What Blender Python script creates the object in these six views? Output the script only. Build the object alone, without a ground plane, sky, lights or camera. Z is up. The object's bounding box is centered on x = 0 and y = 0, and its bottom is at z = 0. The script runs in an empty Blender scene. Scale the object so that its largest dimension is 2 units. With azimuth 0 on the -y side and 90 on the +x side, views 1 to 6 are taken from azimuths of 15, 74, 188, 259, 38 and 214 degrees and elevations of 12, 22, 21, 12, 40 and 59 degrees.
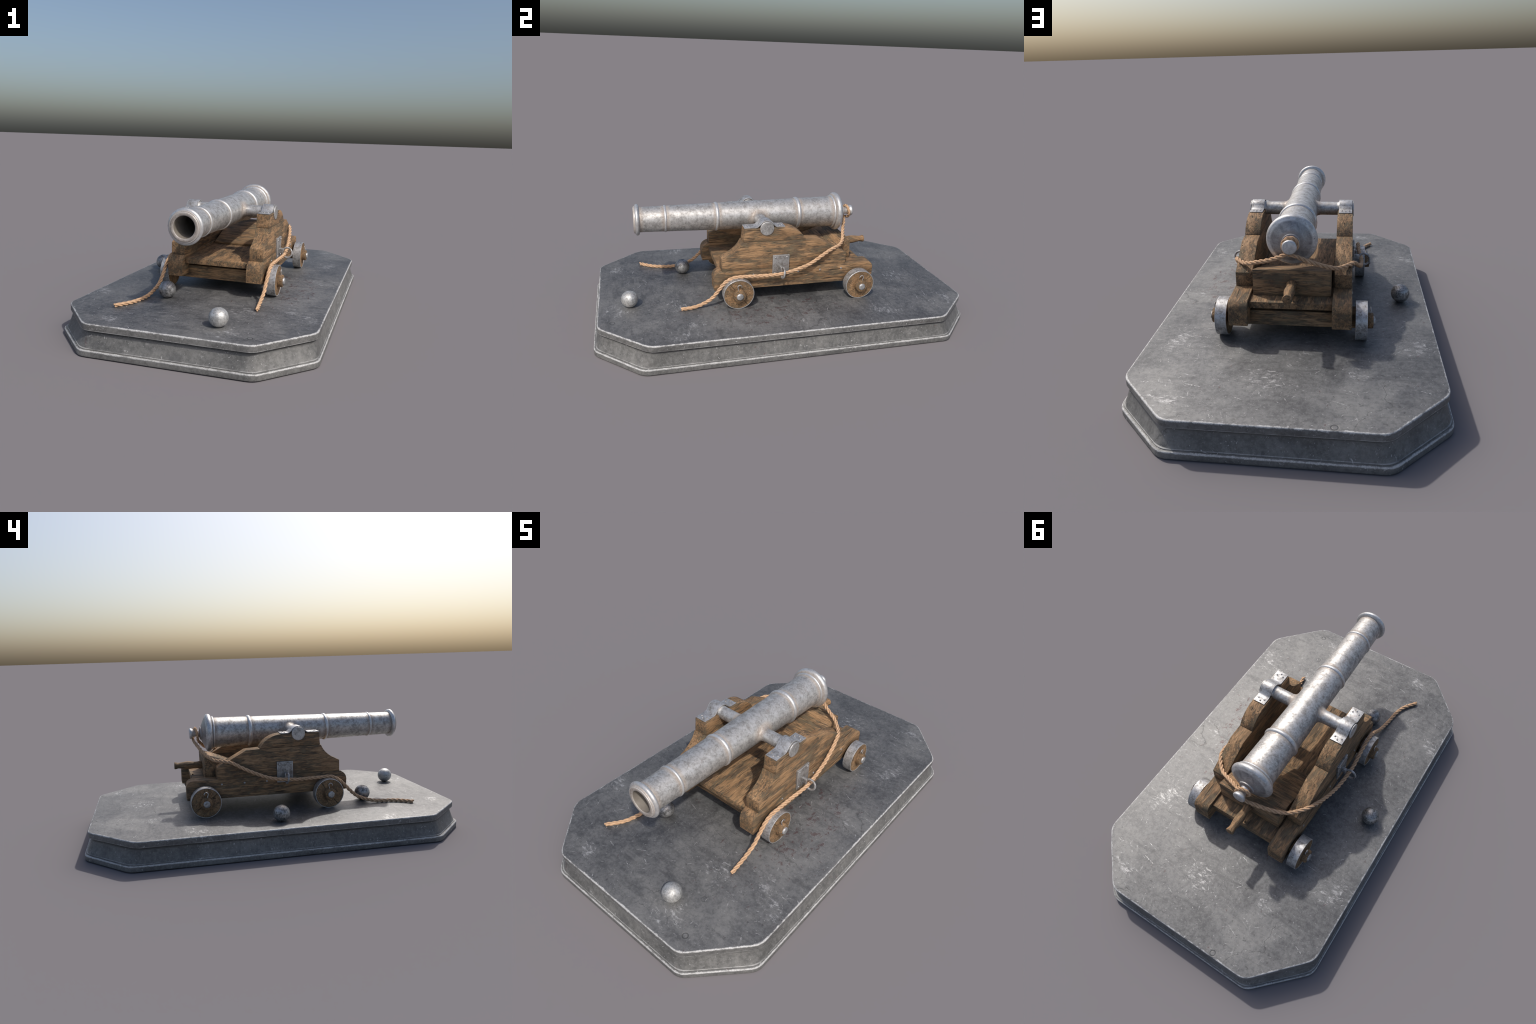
import bpy, bmesh, math, random
from math import sin, cos, pi, sqrt, atan2, radians
from mathutils import Vector, Matrix

random.seed(7)
COL = bpy.context.scene.collection

# ------------------------------------------------------------------ sizes (m)
DECK_Z = 0.140            # top of the stone plinth
AXIS_Z = 0.5435           # bore axis of the barrel
TRUN_Y, TRUN_Z = -0.128, 0.545
CHEEK_IN, CHEEK_OUT = 0.172, 0.2435
RAIL_IN, RAIL_OUT = 0.168, 0.2462
WHEEL_R, WHEEL_Z = 0.080, 0.220
WHEEL_Y = (-0.281, 0.385)
BALL_R = 0.0425

# ------------------------------------------------------------------ node helper
class NT:
    def __init__(self, name):
        self.mat = bpy.data.materials.new(name)
        self.mat.use_nodes = True
        self.t = self.mat.node_tree
        self.bsdf = self.t.nodes["Principled BSDF"]

    def n(self, kind, **props):
        nd = self.t.nodes.new(kind)
        for k, v in props.items():
            setattr(nd, k, v)
        return nd

    def put(self, sock, v):
        if isinstance(v, bpy.types.NodeSocket):
            self.t.links.new(v, sock)
        elif v is not None:
            if sock.type == "RGBA" and len(v) == 3:
                v = (*v, 1)
            sock.default_value = v

    def coord(self, kind="Object"):
        return self.n("ShaderNodeTexCoord").outputs[kind]

    def mapping(self, vec, scale=(1, 1, 1), rot=(0, 0, 0), loc=(0, 0, 0)):
        m = self.n("ShaderNodeMapping")
        self.put(m.inputs["Vector"], vec)
        m.inputs["Scale"].default_value = scale
        m.inputs["Rotation"].default_value = rot
        m.inputs["Location"].default_value = loc
        return m.outputs[0]

    def noise(self, vec, scale, detail=4, rough=0.55, dist=0.0, out="Fac"):
        m = self.n("ShaderNodeTexNoise")
        self.put(m.inputs["Vector"], vec)
        m.inputs["Scale"].default_value = scale
        m.inputs["Detail"].default_value = detail
        m.inputs["Roughness"].default_value = rough
        m.inputs["Distortion"].default_value = dist
        return m.outputs[out]

    def voronoi(self, vec, scale, feature="F1", rnd=1.0):
        m = self.n("ShaderNodeTexVoronoi", feature=feature)
        self.put(m.inputs["Vector"], vec)
        m.inputs["Scale"].default_value = scale
        m.inputs["Randomness"].default_value = rnd
        return m

    def math(self, op, a, b=None, c=None, clamp=False):
        m = self.n("ShaderNodeMath", operation=op, use_clamp=clamp)
        self.put(m.inputs[0], a)
        if b is not None:
            self.put(m.inputs[1], b)
        if c is not None:
            self.put(m.inputs[2], c)
        return m.outputs[0]

    def vmath(self, op, a, b=None):
        m = self.n("ShaderNodeVectorMath", operation=op)
        self.put(m.inputs[0], a)
        if b is not None:
            self.put(m.inputs[1], b)
        return m.outputs["Value"] if op in ("LENGTH", "DISTANCE", "DOT_PRODUCT") else m.outputs[0]

    def step(self, v, lo, hi, a=0.0, b=1.0):
        """smooth ramp: a at lo, b at hi"""
        m = self.n("ShaderNodeMapRange", interpolation_type="SMOOTHSTEP")
        self.put(m.inputs["Value"], v)
        self.put(m.inputs["From Min"], lo)
        self.put(m.inputs["From Max"], hi)
        self.put(m.inputs["To Min"], a)
        self.put(m.inputs["To Max"], b)
        return m.outputs[0]

    def mix(self, f, a, b, mode="MIX"):
        m = self.n("ShaderNodeMix", data_type="RGBA", blend_type=mode)
        self.put(m.inputs[0], f)
        self.put(m.inputs[6], a)
        self.put(m.inputs[7], b)
        return m.outputs[2]

    def ramp(self, f, stops):
        m = self.n("ShaderNodeValToRGB")
        self.put(m.inputs[0], f)
        e = m.color_ramp.elements
        while len(e) < len(stops):
            e.new(0.5)
        for el, (p, c) in zip(e, stops):
            el.position = p
            el.color = (*c, 1) if len(c) == 3 else c
        return m.outputs[0]

    def sep(self, vec):
        m = self.n("ShaderNodeSeparateXYZ")
        self.put(m.inputs[0], vec)
        return m.outputs

    def bump(self, h, strength=0.4, dist=0.003, normal=None):
        m = self.n("ShaderNodeBump")
        m.inputs["Strength"].default_value = strength
        m.inputs["Distance"].default_value = dist
        self.put(m.inputs["Height"], h)
        if normal is not None:
            self.put(m.inputs["Normal"], normal)
        return m.outputs[0]

    def edge(self, radius=0.006):
        """how much the surface normal turns within radius: 0 flat, high at edges"""
        b = self.n("ShaderNodeBevel", samples=6)
        b.inputs["Radius"].default_value = radius
        g = self.n("ShaderNodeNewGeometry")
        return self.math("SUBTRACT", 1.0, self.vmath("DOT_PRODUCT", b.outputs[0], g.outputs["Normal"]))

    def done(self, color, rough=0.5, metal=0.0, normal=None, spec=None, ior=1.5):
        self.put(self.bsdf.inputs["Base Color"], color)
        self.put(self.bsdf.inputs["Roughness"], rough)
        self.put(self.bsdf.inputs["Metallic"], metal)
        if normal is not None:
            self.put(self.bsdf.inputs["Normal"], normal)
        self.bsdf.inputs["IOR"].default_value = ior
        if spec is not None:
            self.put(self.bsdf.inputs["Specular IOR Level"], spec)
        return self.mat


# ------------------------------------------------------------------ materials
def wood_material(name, grain="y", dirty=0.76):
    """weathered oak: tan-brown fibres with streaks of dark green-grey grime lying along the grain"""
    m = NT(name)
    co = m.coord()
    oi = m.n("ShaderNodeObjectInfo").outputs["Random"]
    off = m.n("ShaderNodeCombineXYZ")
    m.put(off.inputs[0], m.math("MULTIPLY", oi, 13.0))
    m.put(off.inputs[1], m.math("MULTIPLY", oi, 7.0))
    m.put(off.inputs[2], m.math("MULTIPLY", oi, 5.0))
    co2 = m.vmath("ADD", co, off.outputs[0])

    def along(k, loc=(0, 0, 0)):
        sc = {"x": (k, 1, 1), "y": (1, k, 1), "z": (1, 1, k), "n": (1, 1, 1)}[grain]
        return m.mapping(co2, sc, loc=loc)

    tone = m.noise(along(0.22), 30, 4, 0.6)
    fib = m.noise(along(0.09), 170, 4, 0.7, 0.4)
    fine = m.noise(along(0.09), 420, 3, 0.6)
    col = m.ramp(tone, [(0.25, (0.240, 0.138, 0.071)), (0.45, (0.330, 0.199, 0.102)), (0.6, (0.400, 0.247, 0.130)), (0.8, (0.480, 0.312, 0.175))])
    col = m.mix(m.step(fib, 0.36, 0.60, 0.6, 0.0), col, (0.12, 0.074, 0.042))
    broad = m.noise(along(0.30, (3, 1, 2)), 22, 3, 0.6, 0.3)
    streak = m.noise(along(0.13, (1, 5, 2)), 105, 5, 0.75, 0.5)
    gr = m.math("ADD", m.math("MULTIPLY", broad, 0.46), m.math("MULTIPLY", streak, 0.64))
    grime = m.step(gr, 0.495, 0.625)
    gcol = m.mix(m.step(m.noise(co2, 24, 3), 0.35, 0.65), (0.050, 0.047, 0.040), (0.105, 0.096, 0.066))
    col = m.mix(m.math("MULTIPLY", grime, dirty), col, gcol)
    e = m.edge(0.010)
    ed = m.math("MULTIPLY", m.step(m.math("ADD", e, m.math("MULTIPLY", m.math("SUBTRACT", streak, 0.5), 0.22)), 0.02, 0.16), 0.55)
    col = m.mix(ed, col, (0.100, 0.092, 0.064))
    crack = m.step(m.noise(along(0.06, (4, 4, 4)), 95, 3, 0.5, 0.6), 0.330, 0.285)
    col = m.mix(m.math("MULTIPLY", crack, 0.8), col, (0.03, 0.022, 0.014))
    dash = m.step(m.noise(along(0.10, (8, 2, 6)), 210, 2, 0.5, 0.4), 0.365, 0.315)
    crack = m.math("MAXIMUM", crack, m.math("MULTIPLY", dash, m.step(broad, 0.3, 0.6, 0.35, 0.95)))
    col = m.mix(m.math("MULTIPLY", dash, 0.55), col, (0.04, 0.032, 0.024))
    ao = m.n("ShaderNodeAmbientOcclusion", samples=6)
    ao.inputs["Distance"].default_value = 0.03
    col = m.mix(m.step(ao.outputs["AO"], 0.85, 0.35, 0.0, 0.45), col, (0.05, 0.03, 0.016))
    h = m.math("ADD", m.math("MULTIPLY", fib, 0.6), m.math("MULTIPLY", fine, 0.25))
    h = m.math("SUBTRACT", h, m.math("MULTIPLY", crack, 0.8))
    h = m.math("SUBTRACT", h, m.math("MULTIPLY", grime, 0.25))
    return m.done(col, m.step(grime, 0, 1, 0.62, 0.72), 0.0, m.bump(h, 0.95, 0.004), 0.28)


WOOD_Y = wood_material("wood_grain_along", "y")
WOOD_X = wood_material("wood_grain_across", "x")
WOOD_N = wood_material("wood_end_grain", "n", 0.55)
RING_Y = [(-0.757, 0.015), (-0.616, 0.008), (-0.348, 0.010), (0.098, 0.012), (0.303, 0.008), (0.372, 0.006)]


def iron_material(name, light=(0.575, 0.566, 0.552), dark=(0.21, 0.205, 0.20), amount=0.42, metal=0.62, rough=0.42, dirt=True, rings=RING_Y, reach=0.022, edge_r=0.006, wear=0.8, scale=1.0):
    """worn light grey cast iron: cloudy dark patina, pits, brown dirt in corners, bright edges"""
    m = NT(name)
    co = m.coord()
    oi = m.n("ShaderNodeObjectInfo").outputs["Random"]
    off = m.n("ShaderNodeCombineXYZ")
    for i in range(3):
        m.put(off.inputs[i], m.math("MULTIPLY", oi, 3.0 + 2 * i))
    co2 = m.vmath("ADD", co, off.outputs[0])
    cloud = m.noise(co2, 32 * scale, 5, 0.65, 0.4)
    speck = m.noise(co2, 95 * scale, 6, 0.75, 0.5)
    fine = m.noise(co2, 320 * scale, 3, 0.6)
    v = m.math("ADD", m.math("MULTIPLY", cloud, 0.55), m.math("MULTIPLY", speck, 0.55))
    pat = m.step(v, 0.44, 0.70, 0.0, 1.0)
    pat = m.math("MULTIPLY", pat, amount * 2, clamp=True)
    col = m.mix(pat, light, dark)
    pit = m.step(m.noise(m.mapping(co2, loc=(3, 3, 1)), 110 * scale, 4, 0.65), 0.645, 0.70)
    col = m.mix(m.math("MULTIPLY", pit, 0.65), col, (0.07, 0.068, 0.066))
    rust = m.math("MULTIPLY", m.step(m.noise(m.mapping(co2, loc=(9, 2, 5)), 42 * scale, 4, 0.6), 0.60, 0.74), 0.35)
    col = m.mix(rust, col, (0.36, 0.25, 0.20))
    rgh = m.step(pat, 0, 1, rough, rough + 0.17)
    met = metal
    if dirt:
        x, y, z = m.sep(co)
        d = None
        for yc, hw in rings:
            a = m.math("SUBTRACT", m.math("ABSOLUTE", m.math("SUBTRACT", y, yc)), hw)
            a = m.step(a, reach, 0.0)
            d = a if d is None else m.math("MAXIMUM", d, a)
        # the foot of each trunnion
        dy = m.math("SUBTRACT", y, TRUN_Y)
        dz = m.math("SUBTRACT", z, TRUN_Z)
        r = m.math("SQRT", m.math("ADD", m.math("MULTIPLY", dy, dy), m.math("MULTIPLY", dz, dz)))
        ax = m.math("ABSOLUTE", x)
        foot = m.math("MULTIPLY", m.step(r, 0.074, 0.040), m.math("MULTIPLY", m.step(ax, 0.052, 0.066), m.step(ax, 0.104, 0.078)))
        d = m.math("MAXIMUM", d, foot)
        d = m.math("MULTIPLY", d, m.step(speck, 0.25, 0.6, 0.55, 1.0))
        col = m.mix(m.math("MULTIPLY", d, 0.62), col, (0.28, 0.215, 0.165))
        met = m.math("SUBTRACT", metal, m.math("MULTIPLY", d, 0.5))
        # inside the bore
        rr = m.math("SQRT", m.math("ADD", m.math("MULTIPLY", x, x), m.math("POWER", m.math("SUBTRACT", z, AXIS_Z), 2)))
        bore = m.math("MULTIPLY", m.step(rr, 0.0500, 0.0490), m.step(y, -0.70, -0.71))
        bore = m.math("MULTIPLY", m.step(rr, 0.0503, 0.0493), m.math("LESS_THAN", y, -0.3))
        col = m.mix(m.math("MULTIPLY", bore, 0.8), col, (0.16, 0.145, 0.125))
        met = m.math("MULTIPLY", met, m.math("SUBTRACT", 1.0, bore))
        # the breech face is duller than the tube
        face = m.math("MULTIPLY", m.step(rr, 0.090, 0.080), m.step(y, 0.342, 0.347))
        face = m.math("MULTIPLY", face, m.step(cloud, 0.3, 0.65, 0.9, 0.35))
        col = m.mix(face, col, (0.16, 0.155, 0.16))
    if wear > 0:
        e = m.edge(edge_r)
        if dirt:
            e = m.math("MULTIPLY", e, m.math("MAXIMUM", m.math("MAXIMUM", m.math("LESS_THAN", y, -0.74), m.math("GREATER_THAN", y, 0.309)), m.math("GREATER_THAN", ax, 0.2)))
        w = m.step(m.math("ADD", e, m.math("MULTIPLY", m.math("SUBTRACT", speck, 0.5), 0.12)), 0.03, 0.15)
        col = m.mix(m.math("MULTIPLY", w, wear), col, (0.78, 0.78, 0.78))
    h = m.math("ADD", m.math("MULTIPLY", speck, 0.7), m.math("MULTIPLY", fine, 0.25))
    h = m.math("SUBTRACT", h, m.math("MULTIPLY", pit, 0.4))
    return m.done(col, rgh, met, m.bump(h, 0.35, 0.0025))


IRON = iron_material("worn_cast_iron", dark=(0.205, 0.195, 0.185))
IRON_BRIGHT = iron_material("worn_iron_moulding", (0.68, 0.68, 0.68), (0.38, 0.375, 0.37), 0.32, 0.66, 0.36, dirt=False, wear=0.5)
IRON_BREECH = iron_material("worn_iron_breech", (0.64, 0.64, 0.64), (0.33, 0.325, 0.32), 0.38, 0.66, 0.38, wear=0.6, rings=((0.3105, 0.001), (0.372, 0.006)), reach=0.006)
IRON_FIT = iron_material("worn_iron_fitting", (0.52, 0.52, 0.525), (0.20, 0.19, 0.18), 0.50, 0.62, 0.43, dirt=False, edge_r=0.004)
IRON_BALL = iron_material("pitted_dark_iron", (0.42, 0.42, 0.42), (0.075, 0.074, 0.073), 0.5, 0.76, 0.42, dirt=False, wear=0, scale=1.6)
IRON_BALL_LIGHT = iron_material("pitted_light_iron", (0.60, 0.60, 0.59), (0.24, 0.24, 0.235), 0.46, 0.62, 0.46, dirt=False, wear=0, scale=1.3)


IRON_PLATE = iron_material("dull_iron_plate", (0.40, 0.395, 0.39), (0.17, 0.155, 0.14), 0.5, 0.60, 0.46, dirt=False, edge_r=0.006, wear=0.9)


def rope_material():
    m = NT("hemp_rope")
    co = m.coord()
    n1 = m.noise(co, 60, 3)
    n2 = m.noise(co, 600, 2)
    col = m.ramp(n1, [(0.3, (0.43, 0.280, 0.172)), (0.7, (0.60, 0.395, 0.245))])
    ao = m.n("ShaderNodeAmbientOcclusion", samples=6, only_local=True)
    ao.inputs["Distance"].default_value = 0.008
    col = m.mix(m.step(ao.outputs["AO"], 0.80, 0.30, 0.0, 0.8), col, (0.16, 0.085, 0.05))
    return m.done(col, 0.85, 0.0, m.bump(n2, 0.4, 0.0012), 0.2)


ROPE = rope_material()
PLINTH_TOP = (0.589, 0.978, 0.217, 0.231)     # half x, half y, chamfer legs along x and y
PLINTH_FOOT = (0.6050, 1.000, 0.2200, 0.2205)


def stone_material():
    """dark honed concrete with white chipped rims, scuffs, scratches, rusty stains and hairline cracks"""
    m = NT("weathered_stone")
    co = m.coord()
    x, y, z = m.sep(co)
    ax, ay = m.math("ABSOLUTE", x), m.math("ABSOLUTE", y)
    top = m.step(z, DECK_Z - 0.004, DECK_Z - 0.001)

    def inset(hx, hy, cx, cy):
        a = m.math("SUBTRACT", hx, ax)
        b = m.math("SUBTRACT", hy, ay)
        ln = sqrt(cx * cx + cy * cy)
        c = m.math("SUBTRACT", (cy * hx + cx * (hy - cy)) / ln, m.math("ADD", m.math("MULTIPLY", ax, cy / ln), m.math("MULTIPLY", ay, cx / ln)))
        return m.math("SMOOTH_MIN", m.math("SMOOTH_MIN", a, b, 0.036), c, 0.036)

    big = m.noise(co, 3.2, 4, 0.6, 0.4)
    mid = m.noise(co, 11, 5, 0.65, 0.3)
    fine = m.noise(co, 60, 6, 0.75)
    grit = m.noise(co, 260, 3, 0.6)
    v = m.math("ADD", m.math("MULTIPLY", big, 0.6), m.math("MULTIPLY", mid, 0.4))
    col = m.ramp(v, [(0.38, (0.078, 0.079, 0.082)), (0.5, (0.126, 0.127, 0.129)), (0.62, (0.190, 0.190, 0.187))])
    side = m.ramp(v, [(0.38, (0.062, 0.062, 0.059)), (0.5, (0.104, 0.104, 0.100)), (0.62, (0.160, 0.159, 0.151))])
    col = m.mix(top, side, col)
    col = m.mix(m.step(fine, 0.40, 0.66, 0.0, 0.26), col, (0.29, 0.29, 0.287))
    col = m.mix(m.step(fine, 0.52, 0.34, 0.0, 0.30), col, (0.060, 0.061, 0.064))
    specks = m.step(m.noise(m.mapping(co, loc=(2, 7, 3)), 105, 4, 0.7), 0.63, 0.70)
    col = m.mix(m.math("MULTIPLY", specks, m.step(mid, 0.38, 0.58, 0.18, 0.70)), col, (0.42, 0.42, 0.42))
    # dark cloudy smudges, partly drawn out along x
    sm = m.noise(m.mapping(co, (1.0, 5.0, 1)), 5.5, 5, 0.65, 0.5)
    col = m.mix(m.step(sm, 0.52, 0.70, 0.0, 0.45), col, (0.060, 0.061, 0.064))
    # polished clean patch beneath the carriage
    dirt = m.step(m.noise(co, 46, 4, 0.6), 0.66, 0.71)
    col = m.mix(m.math("MULTIPLY", dirt, 0.5), col, (0.03, 0.03, 0.03))
    # red-brown stains: denser beside the right wheels and at the rim
    st = m.noise(m.mapping(co, (1.6, 1, 1), (0, 0, 0.5)), 25, 5, 0.68, 0.5)
    dens = m.math("SUBTRACT", 0.668, m.math("MULTIPLY", m.step(m.vmath("DISTANCE", m.mapping(co, (1, 0.6, 0)), (0.36, -0.10, 0)), 0.34, 0.05), 0.10))
    stain = m.step(m.math("SUBTRACT", st, dens), -0.01, 0.035)
    col = m.mix(m.math("MULTIPLY", stain, 0.6), col, (0.080, 0.034, 0.034))

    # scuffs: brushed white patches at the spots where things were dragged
    wob = m.vmath("ADD", co, m.vmath("MULTIPLY", m.vmath("SUBTRACT", m.noise(co, 9, 4, 0.7, 0, "Color"), (0.5, 0.5, 0.5)), (0.30, 0.30, 0.0)))
    scuff = None
    for px, py, rad in ((0.225, -0.885, 0.11), (0.43, -0.54, 0.10), (0.225, -0.585, 0.09), (-0.30, -0.90, 0.09), (0.48, 0.455, 0.13),
                        (-0.555, -0.54, 0.09), (0.065, 0.71, 0.12), (-0.295, 0.67, 0.10), (-0.52, 0.44, 0.12), (0.52, -0.57, 0.08), (0.38, 0.86, 0.09), (0.5, 0.02, 0.06)):
        a = m.step(m.vmath("DISTANCE", wob, (px, py, DECK_Z)), rad * 1.25, 0.0)
        scuff = a if scuff is None else m.math("MAXIMUM", scuff, a)
    turb = m.noise(m.mapping(co, (1, 2.2, 1), (0, 0, 0.35)), 30, 7, 0.8, 0.5)
    brushed = m.step(m.math("ADD", turb, m.math("MULTIPLY", scuff, 0.20)), 0.66, 0.84)
    brushed = m.math("MULTIPLY", brushed, m.step(scuff, 0.0, 0.3, 0.55, 0.85))
    col = m.mix(brushed, col, (0.48, 0.48, 0.48))

    # short thin white scratches in several directions
    dens2 = m.step(m.math("ADD", m.noise(co, 6, 4, 0.6), m.math("MULTIPLY", scuff, 0.22)), 0.36, 0.70)
    broken = m.step(m.noise(m.mapping(co, loc=(5, 5, 5)), 130, 3, 0.6), 0.40, 0.56)
    scr = None
    for k, (rot, sc, asp) in enumerate(((0.25, 30, 0.24), (1.15, 34, 0.30), (-0.55, 42, 0.30), (2.2, 56, 0.45), (0.7, 75, 0.6), (1.7, 95, 0.8))):
        w = m.noise(m.mapping(co, loc=(k * 3, 1, 0)), 14, 3, 0.6, 0, "Color")
        wv = m.vmath("ADD", co, m.vmath("MULTIPLY", w, (0.045, 0.045, 0.045)))
        vo = m.voronoi(m.mapping(m.mapping(wv, rot=(0, 0, rot)), (asp * 0.75, 2.8, 1.0), loc=(k * 1.7, k * 2.3, k)), sc)
        r, g, b_ = m.sep(vo.outputs["Color"])
        pick = m.math("GREATER_THAN", r, m.math("SUBTRACT", 0.80, m.math("MULTIPLY", dens2, 0.60)))
        width = m.math("MULTIPLY", m.math("ADD", g, 0.35), 0.17)
        d = m.math("ADD", vo.outputs["Distance"], m.math("MULTIPLY", m.math("SUBTRACT", fine, 0.5), 0.50))
        ln = m.math("MULTIPLY", m.math("MULTIPLY", m.step(d, width, m.math("MULTIPLY", width, 0.3)), pick), m.math("MULTIPLY", m.math("ADD", m.math("MULTIPLY", b_, 0.7), 0.3), broken))
        scr = ln if scr is None else m.math("MAXIMUM", scr, ln)
    col = m.mix(m.math("MULTIPLY", scr, 0.78), col, (0.52, 0.52, 0.52))

    # hairline cracks
    wv = m.vmath("ADD", co, m.vmath("MULTIPLY", m.noise(co, 7, 4, 0.6, 0, "Color"), (0.16, 0.16, 0.16)))
    ck = m.voronoi(m.mapping(wv, (1, 1, 0.2)), 2.6, "DISTANCE_TO_EDGE").outputs["Distance"]
    ckm = m.math("MULTIPLY", m.step(ck, 0.006, 0.0015), m.step(m.noise(co, 3.3, 2), 0.55, 0.66))
    col = m.mix(m.math("MULTIPLY", ckm, 0.35), col, (0.025, 0.024, 0.022))

    # little round pock marks
    dent = None
    for px, py in ((0.275, -0.738), (0.339, -0.906), (-0.197, 0.961)):
        r = m.vmath("DISTANCE", co, (px, py, DECK_Z))
        a = m.step(m.math("ABSOLUTE", m.math("SUBTRACT", r, 0.0115)), 0.004, 0.0005)
        dent = a if dent is None else m.math("MAXIMUM", dent, a)
    dent = m.math("MULTIPLY", dent, m.step(mid, 0.3, 0.6, 0.3, 1))
    col = m.mix(m.math("MULTIPLY", dent, 0.6), col, (0.03, 0.03, 0.03))

    # white chipped rims of both slabs
    jag = m.math("ADD", m.math("MULTIPLY", m.math("SUBTRACT", fine, 0.5), 0.022), m.math("MULTIPLY", m.math("SUBTRACT", mid, 0.5), 0.012))
    it, ib = inset(*PLINTH_TOP), inset(*PLINTH_FOOT)
    rt = m.math("ADD", m.math("MAXIMUM", it, m.math("SUBTRACT", DECK_Z, z)), jag)
    rim = m.step(rt, 0.0072, 0.0015)
    rim = m.math("MULTIPLY", rim, m.math("GREATER_THAN", z, 0.125))
    rb = m.math("ADD", m.math("MAXIMUM", m.math("ABSOLUTE", ib), m.math("ABSOLUTE", m.math("SUBTRACT", 0.0285, z))), m.math("MULTIPLY", jag, 0.8))
    rim2 = m.step(rb, 0.0062, 0.0012)
    lip = m.math("MULTIPLY", m.step(m.math("ABSOLUTE", m.math("SUBTRACT", z, 0.1105)), 0.0022, 0.0008), m.step(mid, 0.4, 0.6, 0.2, 0.6))
    lip = m.math("MULTIPLY", lip, m.step(m.math("ABSOLUTE", it), 0.006, 0.004))
    rim = m.math("MAXIMUM", m.math("MAXIMUM", rim, rim2), lip)
    lip2 = m.math("MULTIPLY", m.step(m.math("ABSOLUTE", m.math("SUBTRACT", z, 0.0342)), 0.0016, 0.0005), m.step(mid, 0.35, 0.6, 0.1, 0.5))
    rim = m.math("MAXIMUM", rim, lip2)
    col = m.mix(m.math("MULTIPLY", rim, m.step(grit, 0.3, 0.65, 0.5, 0.9)), col, (0.56, 0.56, 0.555))
    # shadow cast by the slab overhang, painted dark on the cove
    lip_shade_tint = m.math("MULTIPLY", m.step(m.math("ADD", z, m.math("MULTIPLY", jag, 0.9)), 0.092, 0.103), m.math("LESS_THAN", z, 0.1085))
    col = m.mix(m.math("MULTIPLY", lip_shade_tint, 0.85), col, (0.02, 0.02, 0.019))
    # dark line where it meets the ground
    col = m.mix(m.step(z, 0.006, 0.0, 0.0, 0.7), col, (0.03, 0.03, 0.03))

    h = m.math("ADD", m.math("MULTIPLY", fine, 0.5), m.math("MULTIPLY", grit, 0.2))
    h = m.math("ADD", h, m.math("MULTIPLY", mid, 0.6))
    h = m.math("SUBTRACT", h, m.math("MULTIPLY", m.math("MAXIMUM", m.math("MULTIPLY", ckm, 0.35), dent), 0.9))
    rgh = m.step(m.math("ADD", v, m.math("MULTIPLY", fine, 0.3)), 0.45, 0.85, 0.50, 0.62)
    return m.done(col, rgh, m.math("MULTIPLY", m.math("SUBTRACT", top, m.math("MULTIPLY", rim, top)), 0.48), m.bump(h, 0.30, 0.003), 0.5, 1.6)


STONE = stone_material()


# ------------------------------------------------------------------ mesh helpers
def finish(name, bm, mat, parent=None, smooth=35, bevel=0.0, seg=2, bevel_angle=25, extra=None):
    bmesh.ops.recalc_face_normals(bm, faces=bm.faces)
    if bevel:
        ed = [e for e in bm.edges if len(e.link_faces) == 2 and e.calc_face_angle(0) > radians(bevel_angle)]
        bmesh.ops.bevel(bm, geom=ed, offset=bevel, offset_type="OFFSET", segments=seg, profile=0.6, affect="EDGES", clamp_overlap=True)
    me = bpy.data.meshes.new(name)
    bm.to_mesh(me)
    bm.free()
    me.materials.append(mat)
    if smooth:
        me.shade_smooth()
        me.set_sharp_from_angle(angle=radians(smooth))
    ob = bpy.data.objects.new(name, me)
    COL.objects.link(ob)
    if parent:
        ob.parent = parent
    return ob


def copy(ob, name=None, mat=None, parent=None):
    o = ob.copy()
    COL.objects.link(o)
    o.parent = parent or ob.parent
    if mat is not None:
        o.matrix_local = mat
    return o


def empty(name, parent=None):
    o = bpy.data.objects.new(name, None)
    o.empty_display_size = 0.1
    COL.objects.link(o)
    o.parent = parent
    return o


def prism_x(profile, x0, x1):
    """extrude a (y, z) outline from x0 to x1"""
    bm = bmesh.new()
    a = [bm.verts.new((x0, y, z)) for y, z in profile]
    b = [bm.verts.new((x1, y, z)) for y, z in profile]
    n = len(profile)
    bm.faces.new(a)
    bm.faces.new(b[::-1])
    for i in range(n):
        bm.faces.new((a[i], b[i], b[(i + 1) % n], a[(i + 1) % n]))
    return bm


def box(x0, x1, y0, y1, z0, z1):
    return prism_x([(y0, z0), (y1, z0), (y1, z1), (y0, z1)], x0, x1)


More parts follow.
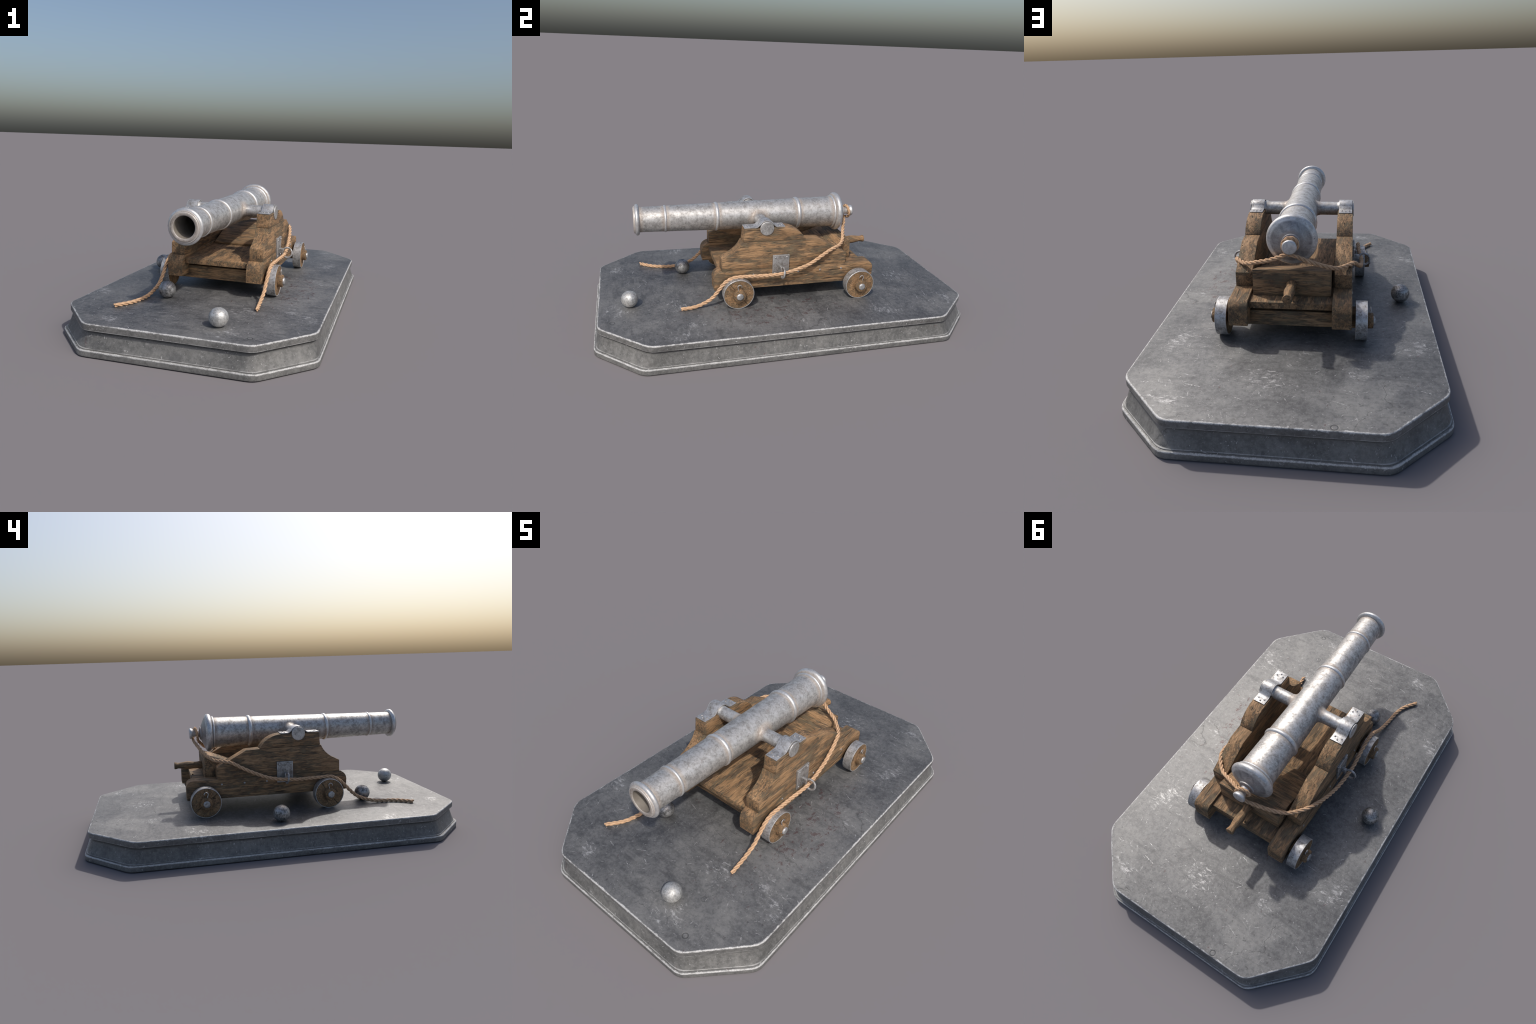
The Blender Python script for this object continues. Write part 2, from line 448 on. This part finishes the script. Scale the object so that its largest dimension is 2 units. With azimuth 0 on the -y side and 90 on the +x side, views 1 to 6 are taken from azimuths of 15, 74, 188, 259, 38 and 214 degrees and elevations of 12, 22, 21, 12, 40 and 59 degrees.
def lathe(profile, axis="y", centre=(0, 0, 0), seg=64, close=False, cap=True):
    """turn (along, radius) points about an axis through centre"""
    bm = bmesh.new()
    rows = []
    for a, r in profile:
        row = []
        if r < 1e-6:
            p = {"y": (0, a, 0), "x": (a, 0, 0), "z": (0, 0, a)}[axis]
            row = [bm.verts.new(Vector(p) + Vector(centre))]
        else:
            for k in range(seg):
                t = 2 * pi * k / seg
                c, s = r * cos(t), r * sin(t)
                p = {"y": (c, a, s), "x": (a, c, s), "z": (c, s, a)}[axis]
                row.append(bm.verts.new(Vector(p) + Vector(centre)))
        rows.append(row)
    pairs = list(zip(rows[:-1], rows[1:]))
    if close:
        pairs.append((rows[-1], rows[0]))
    for r0, r1 in pairs:
        for k in range(seg):
            j = (k + 1) % seg
            if len(r0) == 1 and len(r1) == 1:
                continue
            if len(r0) == 1:
                bm.faces.new((r0[0], r1[k], r1[j]))
            elif len(r1) == 1:
                bm.faces.new((r0[k], r0[j], r1[0]))
            else:
                bm.faces.new((r0[k], r1[k], r1[j], r0[j]))
    return bm


def arc(cy, cz, r, a0, a1, n):
    return [(cy + r * cos(radians(a0 + (a1 - a0) * i / n)), cz + r * sin(radians(a0 + (a1 - a0) * i / n))) for i in range(n + 1)]


def spline(pts, step):
    """Catmull-Rom through pts, resampled to equal steps"""
    P = [Vector(p) for p in pts]
    P = [2 * P[0] - P[1]] + P + [2 * P[-1] - P[-2]]
    dense = []
    for i in range(1, len(P) - 2):
        p0, p1, p2, p3 = P[i - 1:i + 3]
        for k in range(24):
            t = k / 24
            dense.append(0.5 * (2 * p1 + (p2 - p0) * t + (2 * p0 - 5 * p1 + 4 * p2 - p3) * t * t + (3 * p1 - p0 - 3 * p2 + p3) * t ** 3))
    dense.append(P[-2])
    out, acc = [dense[0]], 0.0
    for a, b in zip(dense[:-1], dense[1:]):
        d = (b - a).length
        while acc + d >= step:
            f = (step - acc) / d
            a = a.lerp(b, f)
            out.append(a.copy())
            d = (b - a).length
            acc = 0.0
        acc += d
    return out


def frames(path):
    T = [(path[min(i + 1, len(path) - 1)] - path[max(i - 1, 0)]).normalized() for i in range(len(path))]
    n = T[0].orthogonal().normalized()
    N = []
    for t in T:
        n = (n - t * n.dot(t)).normalized()
        N.append(n.copy())
    return T, N


def add_tube(bm, path, radius, sides=10, flat_caps=True):
    T, N = frames(path)
    rows = []
    for i, p in enumerate(path):
        r = radius(i) if callable(radius) else radius
        B = T[i].cross(N[i])
        rows.append([bm.verts.new(p + r * (cos(2 * pi * k / sides) * N[i] + sin(2 * pi * k / sides) * B)) for k in range(sides)])
    for r0, r1 in zip(rows[:-1], rows[1:]):
        for k in range(sides):
            bm.faces.new((r0[k], r0[(k + 1) % sides], r1[(k + 1) % sides], r1[k]))
    for row, i, sgn in ((rows[0], 0, -1), (rows[-1], -1, 1)):
        c = bm.verts.new(path[i] + T[i] * sgn * (radius(i % len(path)) if callable(radius) else radius) * 0.5)
        for k in range(sides):
            bm.faces.new((row[k], row[(k + 1) % sides], c))


def dome_x(x0, r, h, y, z, side=1, seg=16):
    """a low round nail head standing on plane x = x0, facing side"""
    prof = [(0, r), (h * 0.5, r * 0.92)] + [(h * (0.5 + 0.5 * sin(a)), r * 0.92 * cos(a)) for a in (0.4, 0.8, 1.2)] + [(h, 0)]
    return lathe([(side * a, q) for a, q in [(-0.002, r)] + prof], "x", (x0, y, z), seg)


# ------------------------------------------------------------------ stone plinth
def octagon(hx, hy, cx, cy, fillet, n=6):
    """outline of a chamfered rectangle with softened corners"""
    c = [(hx, -hy + cy), (hx, hy - cy), (hx - cx, hy), (-hx + cx, hy), (-hx, hy - cy), (-hx, -hy + cy), (-hx + cx, -hy), (hx - cx, -hy)]
    out = []
    for i in range(8):
        p, q, r = Vector(c[i - 1]), Vector(c[i]), Vector(c[(i + 1) % 8])
        a, b = q + (p - q).normalized() * fillet, q + (r - q).normalized() * fillet
        for k in range(n + 1):
            t = k / n
            out.append(((1 - t) ** 2 * a + 2 * t * (1 - t) * q + t * t * b))
    return out


def loft_outline(levels):
    """levels: (z, half x, half y, chamfer x, chamfer y, fillet) from bottom to top, closed at both ends"""
    bm = bmesh.new()
    rows = []
    for z, hx, hy, cx, cy, f in levels:
        rows.append([bm.verts.new((p.x, p.y, z)) for p in octagon(hx, hy, cx, cy, f)])
    n = len(rows[0])
    for a, b in zip(rows[:-1], rows[1:]):
        for k in range(n):
            bm.faces.new((a[k], a[(k + 1) % n], b[(k + 1) % n], b[k]))
    bm.faces.new(rows[0][::-1])
    bm.faces.new(rows[-1])
    return bm


def level(z, off, fillet=0.032):
    """off: how far inside the foot outline"""
    hx, hy, cx, cy = PLINTH_FOOT
    return (z, hx - off, hy - off * 1.25, cx - off * 0.35, cy - off * 0.2, fillet)


plinth = empty("stone_plinth")
plinth["label"] = "long octagonal dark grey stone plinth with chipped white rims"
plinth["category"] = "plinth"
foot = loft_outline([level(0.0, 0.002), level(0.002, 0.0), level(0.0255, 0.0), level(0.0285, 0.0012), level(0.0300, 0.004), level(0.0305, 0.0075)])
finish("base_slab", foot, STONE, plinth, 40)
cove = [level(0.0300, 0.0072)] + [level(0.0335, 0.0076)] + [level(0.0345, 0.0090)]
for i in range(9):                                   # quarter-hollow curving in towards the top
    a = i / 8
    cove.append(level(0.0355 + 0.0725 * a, 0.0095 + 0.0190 * (0.45 * a + 0.55 * sin(a * pi / 2)), 0.045))
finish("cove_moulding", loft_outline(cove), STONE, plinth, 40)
PT = PLINTH_TOP
slab = []
for z, o in ((0.108, 0.012), (0.1085, 0.002), (0.110, 0.0), (0.1345, 0.0), (0.1375, 0.0008), (0.1393, 0.0028), (0.140, 0.0058)):
    slab.append((z, PT[0] - o, PT[1] - o, PT[2] - o * 0.4, PT[3] - o * 0.4, 0.034))
finish("top_slab", loft_outline(slab), STONE, plinth, 40)

# ------------------------------------------------------------------ cannon
cannon = empty("naval_cannon")
cannon["label"] = "old iron ship cannon on a weathered wooden four-wheeled carriage"
cannon["category"] = "cannon"

# --- barrel
barrel_prof = [(-0.16, 0), (-0.16, 0.047), (-0.40, 0.0485), (-0.768, 0.0490), (-0.7745, 0.0500), (-0.7765, 0.0525), (-0.7765, 0.0625), (-0.7750, 0.0645),
               (-0.7735, 0.0650), (-0.7735, 0.0690), (-0.7715, 0.0708), (-0.7680, 0.0712), (-0.7665, 0.0700), (-0.7660, 0.060)]
body = [(-0.745, 0.0655), (-0.735, 0.0650)]
for i in range(40):
    y = -0.72 + 1.02 * i / 39
    body.append((y, 0.0650 + 0.0185 * (y + 0.72) / 1.02))
barrel_prof += body + [(0.320, 0.084), (0.325, 0.07)]
barrel = finish("barrel", lathe(barrel_prof, "y", (0, 0, AXIS_Z), 96), IRON, cannon, 40)


def radius_at(y):
    return 0.0650 + 0.0185 * (y + 0.72) / 1.02


def moulding(name, y, hw, R, n=12, power=1.0, mat=IRON_BRIGHT):
    r0 = radius_at(y) - 0.002
    prof = [(y - hw * cos(pi * i / n), r0 + (R - r0) * sin(pi * i / n) ** power) for i in range(n + 1)]
    return finish(name, lathe(prof, "y", (0, 0, AXIS_Z), 96), mat, barrel, 50)


moulding("muzzle_ring", -0.7575, 0.0115, 0.0812, power=0.7)
moulding("reinforce_ring", -0.616, 0.0068, 0.0708)
moulding("reinforce_ring", -0.348, 0.0092, 0.0768)
moulding("reinforce_ring", 0.098, 0.0108, 0.0874)
moulding("base_ring", 0.3035, 0.0068, 0.0915)
# breech: big ring, cone, button step
br = [(0.3095, 0.080), (0.3100, 0.088)]
br += [(0.3275 + 0.0165 * sin(radians(a)), 0.0885 + 0.0165 * cos(radians(a))) for a in range(-85, 60, 12)]
br += [(0.3425, 0.0950), (0.3440, 0.0915), (0.3465, 0.0870), (0.3560, 0.0660), (0.3650, 0.0450), (0.3685, 0.0375)]
br += [(0.3690, 0.0362), (0.3730, 0.0362), (0.3745, 0.0345), (0.3750, 0.0300), (0.3770, 0.0265), (0.3800, 0.020), (0.380, 0.0)]
finish("breech", lathe(br, "y", (0, 0, AXIS_Z), 96), IRON_BREECH, barrel, 45)
kn = [(0.376, 0.0), (0.376, 0.0225), (0.384, 0.0190), (0.392, 0.0178), (0.402, 0.0185), (0.409, 0.0205), (0.4155, 0.0250), (0.420, 0.0282), (0.4245, 0.0298),
      (0.4285, 0.0295), (0.4315, 0.0275), (0.4330, 0.0240), (0.4336, 0.0)]
finish("cascabel", lathe(kn, "y", (0, 0, AXIS_Z), 48), IRON_BRIGHT, barrel, 50)


def trunnion(side):
    """a round arm whose foot flares into the barrel wall"""
    R = radius_at(TRUN_Y)
    r, f, dz0 = 0.0310, 0.014, TRUN_Z - AXIS_Z
    bm = bmesh.new()
    seg, rows = 56, []
    stations = [("fillet", 90 - 15 * k) for k in range(7)] + [("arm", 0.0895), ("arm", 0.12), ("arm", 0.165)]
    for kind, v in stations:
        row = []
        for k in range(seg):
            t = 2 * pi * k / seg
            if kind == "fillet":
                a = radians(v)
                rho = r + 0.0014 + f * (1 - cos(a))
                zz = rho * sin(t) + dz0
                x = sqrt(max(R * R - zz * zz, 1e-6)) + f * (1 - sin(a)) - 0.0004 if rho < R else 0.0
            else:
                rho, x = r, v
            row.append(bm.verts.new((side * x, TRUN_Y + rho * cos(t), TRUN_Z + rho * sin(t))))
        rows.append(row)
    # swell to the journal that lies under the cap strap, then the flat end disc
    for x, rho in ((0.174, r), (0.176, 0.0325), (0.238, 0.0345), (0.2400, 0.0355), (0.2420, 0.0362), (0.2450, 0.0362), (0.2460, 0.0355), (0.2466, 0.0340), (0.2468, 0.0250)):
        rows.append([bm.verts.new((side * x, TRUN_Y + rho * cos(2 * pi * k / seg), TRUN_Z + rho * sin(2 * pi * k / seg))) for k in range(seg)])
    for a, b in zip(rows[:-1], rows[1:]):
        for k in range(seg):
            bm.faces.new((a[k], a[(k + 1) % seg], b[(k + 1) % seg], b[k]))
    bm.faces.new(rows[-1])
    bm.faces.new(rows[0][::-1])
    return finish("trunnion", bm, IRON, barrel, 40)


trunnion(1)
trunnion(-1)

# --- carriage
carriage = empty("carriage", cannon)
cheek_prof = [(0.3155, 0.3262), (0.3155, 0.3870), (0.158, 0.4715), (0.085, 0.4752), (-0.254, 0.4780)]
cheek_prof += [(-0.2655, 0.4560), (-0.2785, 0.4390), (-0.2950, 0.4235), (-0.3180, 0.4075), (-0.3585, 0.3880)]
cheek_prof += [(-0.3590, 0.3262)]
block_prof = [(0.083, 0.4758), (0.0725, 0.4940), (0.0580, 0.5100), (0.0410, 0.5235), (0.0200, 0.5350), (-0.003, 0.5430), (-0.030, 0.5472), (-0.243, 0.5472), (-0.2495, 0.4788)]
rail_prof = [(-0.3975, 0.2220), (0.4785, 0.2220)] + arc(0.4455, 0.2935, 0.033, 0, 90, 6)
rail_prof += [(-0.365, 0.3265)] + arc(-0.3530, 0.2800, 0.0465, 100, 180, 7)[1:]


def both_sides(name, prof, xi, xo, mat, bevel):
    for s in (1, -1):
        finish(name, prism_x(prof, s * xi, s * xo), mat, carriage, 38, bevel, 2, 28)


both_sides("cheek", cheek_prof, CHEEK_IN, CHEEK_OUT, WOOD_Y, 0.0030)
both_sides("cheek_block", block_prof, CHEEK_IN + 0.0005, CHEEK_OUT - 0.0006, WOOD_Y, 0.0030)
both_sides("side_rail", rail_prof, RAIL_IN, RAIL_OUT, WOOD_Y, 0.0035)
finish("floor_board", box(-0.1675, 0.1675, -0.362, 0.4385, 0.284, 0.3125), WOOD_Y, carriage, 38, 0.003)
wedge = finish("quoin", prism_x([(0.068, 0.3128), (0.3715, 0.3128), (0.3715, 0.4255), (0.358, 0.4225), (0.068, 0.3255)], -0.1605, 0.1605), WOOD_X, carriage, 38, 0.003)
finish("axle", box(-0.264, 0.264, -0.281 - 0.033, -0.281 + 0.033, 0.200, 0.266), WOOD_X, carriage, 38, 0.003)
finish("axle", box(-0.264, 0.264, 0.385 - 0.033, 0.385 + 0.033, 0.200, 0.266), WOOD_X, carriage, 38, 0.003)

# turned handle of the quoin, tipped slightly upward
hp = [(0.366, 0.0), (0.366, 0.0200), (0.376, 0.0212), (0.386, 0.0213), (0.396, 0.0195), (0.407, 0.0180), (0.420, 0.0194), (0.438, 0.0218), (0.452, 0.0222),
      (0.466, 0.0210), (0.482, 0.0185), (0.496, 0.0162), (0.504, 0.0160), (0.511, 0.0178), (0.517, 0.0196), (0.5215, 0.0200), (0.5245, 0.0192), (0.5255, 0.0170), (0.526, 0)]
bm = lathe(hp, "y", (0, 0, 0), 32)
bmesh.ops.transform(bm, matrix=Matrix.Translation((0, 0.366, 0.3640)) @ Matrix.Rotation(radians(1.2), 4, "X") @ Matrix.Translation((0, -0.366, 0)), verts=bm.verts)
finish("quoin_handle", bm, WOOD_Y, wedge, 50)
finish("peg", lathe([(0, 0.005), (0.004, 0.005), (0.0065, 0.0035), (0.007, 0)], "z", (-0.013, 0.428, 0.3115), 12), WOOD_N, carriage, 50)

# cap straps over the trunnions
pts = [(-0.2440, 0.5500), (-0.200, 0.5500), (-0.186, 0.5502), (-0.1785, 0.5516), (-0.1728, 0.5548), (-0.1688, 0.5595)]
pts += arc(TRUN_Y, TRUN_Z, 0.0387, 150, 30, 16)
pts += [(-0.0872, 0.5595), (-0.0832, 0.5548), (-0.0775, 0.5516), (-0.070, 0.5502), (-0.057, 0.5500), (-0.0325, 0.5500)]
mid = [Vector(p) for p in pts]
up, dn = [], []
for i, p in enumerate(mid):
    t = (mid[min(i + 1, len(mid) - 1)] - mid[max(i - 1, 0)]).normalized()
    nrm = Vector((-t.y, t.x))
    up.append(p + nrm * 0.0024)
    dn.append(p - nrm * 0.0024)
strap_prof = [tuple(p) for p in up] + [tuple(p) for p in dn[::-1]]
for s in (1, -1):
    st = finish("cap_strap", prism_x(strap_prof, s * 0.1785, s * 0.2385), IRON_FIT, carriage, 40, 0.0012, 2, 50)
    xm = s * 0.2085
    for y0, o in ((-0.2305, 1), (-0.0440, -1)):
        for dx, dy in ((0, 0), (-0.0165, 0.0125 * o), (0.0165, 0.0125 * o)):
            finish("nail", lathe([(-0.001, 0.0044), (0.0012, 0.0044), (0.0026, 0.0034), (0.0034, 0.0018), (0.0036, 0)], "z", (xm + dx, y0 + dy * (1 if o == 1 else 1.0), 0.5524), 12), IRON_PLATE, st, 50)

# ring plates with a lug and a rope ring
ring_major, ring_minor = 0.0265, 0.0052
for s in (1, -1):
    pl = finish("ring_plate", box(s * 0.2425, s * 0.2540, -0.0935, -0.0055, 0.2885, 0.4005), IRON_PLATE, carriage, 38, 0.0020)
    for y in (-0.0805, -0.0185):
        for z in (0.3875, 0.3015):
            finish("bolt", dome_x(s * 0.2540, 0.0054, 0.0034, y, z, s), IRON_FIT, pl, 50)
    lug = finish("lug", box(s * 0.2515, s * 0.2770, -0.0570, -0.0430, 0.3130, 0.3415), IRON_FIT, pl, 38, 0.0035, 3)
    bm = bmesh.new()
    cen = Vector((s * 0.2985, -0.050, 0.3195))
    maj, mnr = 48, 12
    rows = []
    for i in range(maj):
        a = 2 * pi * i / maj
        d = Vector((cos(a), 0.12 * s * sin(a), sin(a)))
        rows.append([bm.verts.new(cen + d * (ring_major + ring_minor * cos(2 * pi * k / mnr)) + Vector((0, ring_minor * sin(2 * pi * k / mnr), 0))) for k in range(mnr)])
    for i in range(maj):
        a, b = rows[i], rows[(i + 1) % maj]
        for k in range(mnr):
            bm.faces.new((a[k], b[k], b[(k + 1) % mnr], a[(k + 1) % mnr]))
    finish("rope_ring", bm, IRON_FIT, pl, 60)
    for y in (0.293, 0.1717, 0.050, -0.193):
        finish("rail_nail", dome_x(s * RAIL_OUT, 0.0056, 0.0030, y, 0.2985, s), IRON_FIT, carriage, 50)

# wheels, built once about the origin with the outer face towards +x
X_IN, X_OUT = 0.0, 0.0475                     # tyre width
tyre_bm = lathe([(X_IN, 0.0766), (X_IN, 0.0790), (X_IN + 0.001, 0.0800), (X_OUT - 0.001, 0.0800), (X_OUT, 0.0790), (X_OUT, 0.0768), (X_OUT - 0.002, 0.0762), (X_IN + 0.003, 0.0762)], "x", (0, 0, 0), 72, close=True)
half_prof = [(0.0763 * cos(radians(a)), 0.0763 * sin(radians(a)) + 0.0006) for a in range(0, 181, 5)]
half_bm = prism_x(half_prof, 0.0005, 0.0468)
hub_prof = [(0.040, 0), (0.040, 0.0325), (0.062, 0.0320), (0.0690, 0.0312), (0.0715, 0.0300), (0.0722, 0.0275), (0.0722, 0)]
bolt_prof = [(0.070, 0), (0.070, 0.0180), (0.0755, 0.0180), (0.0775, 0.0172), (0.0795, 0.0150), (0.0808, 0.0110), (0.0814, 0.0055), (0.0815, 0)]
hook_path = [Vector((0.060, -0.006, 0.030)), Vector((0.060, -0.0065, 0.038))]
hook_path += [Vector((0.060, 0.0005 + 0.0105 * cos(radians(a)), 0.0485 + 0.0105 * sin(radians(a)))) for a in range(218, -15, -16)]
hook_bm = bmesh.new()
add_tube(hook_bm, hook_path, 0.0024, 8)

tyre = finish("tyre", tyre_bm, IRON_FIT, None, 40)
half = finish("wheel_half", half_bm, WOOD_N, None, 38, 0.0007, 1, 28)
hub = finish("hub", lathe(hub_prof, "x", (0, 0, 0), 40), WOOD_N, None, 40)
cap = finish("hub_bolt", lathe(bolt_prof, "x", (0, 0, 0), 32), IRON_FIT, None, 50)
hook = finish("linch_hook", hook_bm, IRON_FIT, None, 60)
proto = [tyre, half, hub, cap, hook]
I4 = Matrix.Identity(4)
for side in (1, -1):
    for k, wy in enumerate(WHEEL_Y):
        w = empty("wheel", carriage)
        w.matrix_local = Matrix.Translation((side * 0.2605, wy, WHEEL_Z)) @ (I4 if side == 1 else Matrix.Rotation(pi, 4, "Z"))
        crack = radians(-52 if k == 0 else 38)
        flip = Matrix.Diagonal((1, -1, 1, 1)) if k == 1 else I4
        copy(tyre, parent=w, mat=Matrix.Rotation(random.uniform(0, 6), 4, "X"))
        copy(half, parent=w, mat=Matrix.Rotation(crack, 4, "X"))
        copy(half, parent=w, mat=Matrix.Rotation(crack + pi, 4, "X"))
        copy(hub, parent=w, mat=I4)
        copy(cap, parent=w, mat=I4)
        copy(hook, parent=w, mat=flip)
for o in proto:
    bpy.data.objects.remove(o)

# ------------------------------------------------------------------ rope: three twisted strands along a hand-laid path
right = [(0.277, -0.570, 0.1500), (0.270, -0.522, 0.1495), (0.267, -0.483, 0.156), (0.267, -0.448, 0.171), (0.268, -0.417, 0.190), (0.268, -0.395, 0.213),
         (0.269, -0.374, 0.242), (0.271, -0.353, 0.270), (0.272, -0.331, 0.288), (0.274, -0.300, 0.301), (0.277, -0.257, 0.305), (0.277, -0.204, 0.303),
         (0.278, -0.150, 0.3025), (0.283, -0.097, 0.305), (0.285, -0.062, 0.307), (0.285, -0.030, 0.3125), (0.282, 0.013, 0.321), (0.278, 0.055, 0.332),
         (0.274, 0.097, 0.346), (0.269, 0.136, 0.366), (0.264, 0.174, 0.389), (0.255, 0.214, 0.4095), (0.243, 0.247, 0.4185), (0.212, 0.287, 0.420),
         (0.179, 0.315, 0.4305), (0.146, 0.331, 0.442), (0.102, 0.348, 0.456), (0.058, 0.366, 0.476), (0.027, 0.382, 0.495)]
loop = [(-0.006, 0.388, 0.5115), (-0.0255, 0.390, 0.530), (-0.0280, 0.393, 0.552), (-0.0130, 0.397, 0.5705), (0.0110, 0.401, 0.5710),
        (0.0275, 0.405, 0.554), (0.0265, 0.409, 0.531), (0.0080, 0.4125, 0.5105), (-0.024, 0.410, 0.5010)]
left = [(-0.058, 0.395, 0.4805), (-0.106, 0.375, 0.456), (-0.150, 0.352, 0.4355), (-0.189, 0.323, 0.4205), (-0.226, 0.283, 0.4185), (-0.247, 0.252, 0.416),
        (-0.257, 0.220, 0.403), (-0.265, 0.188, 0.385), (-0.273, 0.145, 0.364), (-0.279, 0.101, 0.345), (-0.283, 0.057, 0.328), (-0.286, 0.006, 0.316),
        (-0.288, -0.051, 0.3105), (-0.287, -0.109, 0.306), (-0.281, -0.170, 0.3055), (-0.276, -0.232, 0.306), (-0.274, -0.281, 0.307), (-0.274, -0.312, 0.302),
        (-0.273, -0.348, 0.281), (-0.272, -0.379, 0.2525), (-0.272, -0.410, 0.2195), (-0.273, -0.448, 0.187), (-0.277, -0.496, 0.166), (-0.283, -0.557, 0.1515),
        (-0.292, -0.628, 0.1500), (-0.311, -0.683, 0.1500), (-0.358, -0.749, 0.1500)]
STEP, PITCH = 0.0022, 0.080
path = spline(right + loop + left, STEP)
T, N = frames(path)
c0 = Vector((0, 0.40, 0.54))


def rope_scale(p):
    """the turn about the cascabel is drawn tight and thin"""
    d = (p - c0).length
    t = min(max((d - 0.034) / 0.045, 0), 1)
    return 0.80 + 0.20 * t * t * (3 - 2 * t)


scales = [rope_scale(p) for p in path]
phase, ph = [], 0.0
for s in scales:
    phase.append(ph)
    ph += 2 * pi * STEP / (PITCH * s)
rope = empty("rope")
rope["label"] = "twisted three-strand hemp rope looped around the cannon"
rope["category"] = "rope"
for k in range(3):
    bm = bmesh.new()
    strand = []
    cut = random.randint(0, 2)
    for i, p in enumerate(path):
        a = phase[i] + 2 * pi * k / 3
        B = T[i].cross(N[i])
        strand.append(p + 0.0053 * scales[i] * (cos(a) * N[i] + sin(a) * B))
    sub = strand[cut:len(strand) - random.randint(0, 2)]
    sc = scales[cut:]
    add_tube(bm, sub, lambda i, sc=sc: 0.0046 * sc[i] * (1 + 0.04 * sin(i * 0.9)), 10)
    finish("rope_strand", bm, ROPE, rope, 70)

# ------------------------------------------------------------------ cannonballs
ball_prof = [(BALL_R * -cos(pi * i / 40), max(BALL_R * sin(pi * i / 40), 0)) for i in range(41)]
ball_prof[0], ball_prof[-1] = (-BALL_R, 0), (BALL_R, 0)
for (bx, by), mat, lab in (((0.1764, -0.8194), IRON_BALL_LIGHT, "small bright grey iron cannonball with dark pits"),
                           ((-0.1983, -0.5114), IRON_BALL, "small dark grey pitted iron cannonball"),
                           ((-0.4692, 0.0269), IRON_BALL, "small dark rusty pitted iron cannonball")):
    b = finish("cannonball", lathe(ball_prof, "z", (0, 0, 0), 64), mat, None, 180)
    b.location = (bx, by, DECK_Z + BALL_R - 0.0005)
    b.rotation_euler = (bx * 9, by * 7, 1.3)
    b["label"] = lab
    b["category"] = "cannonball"
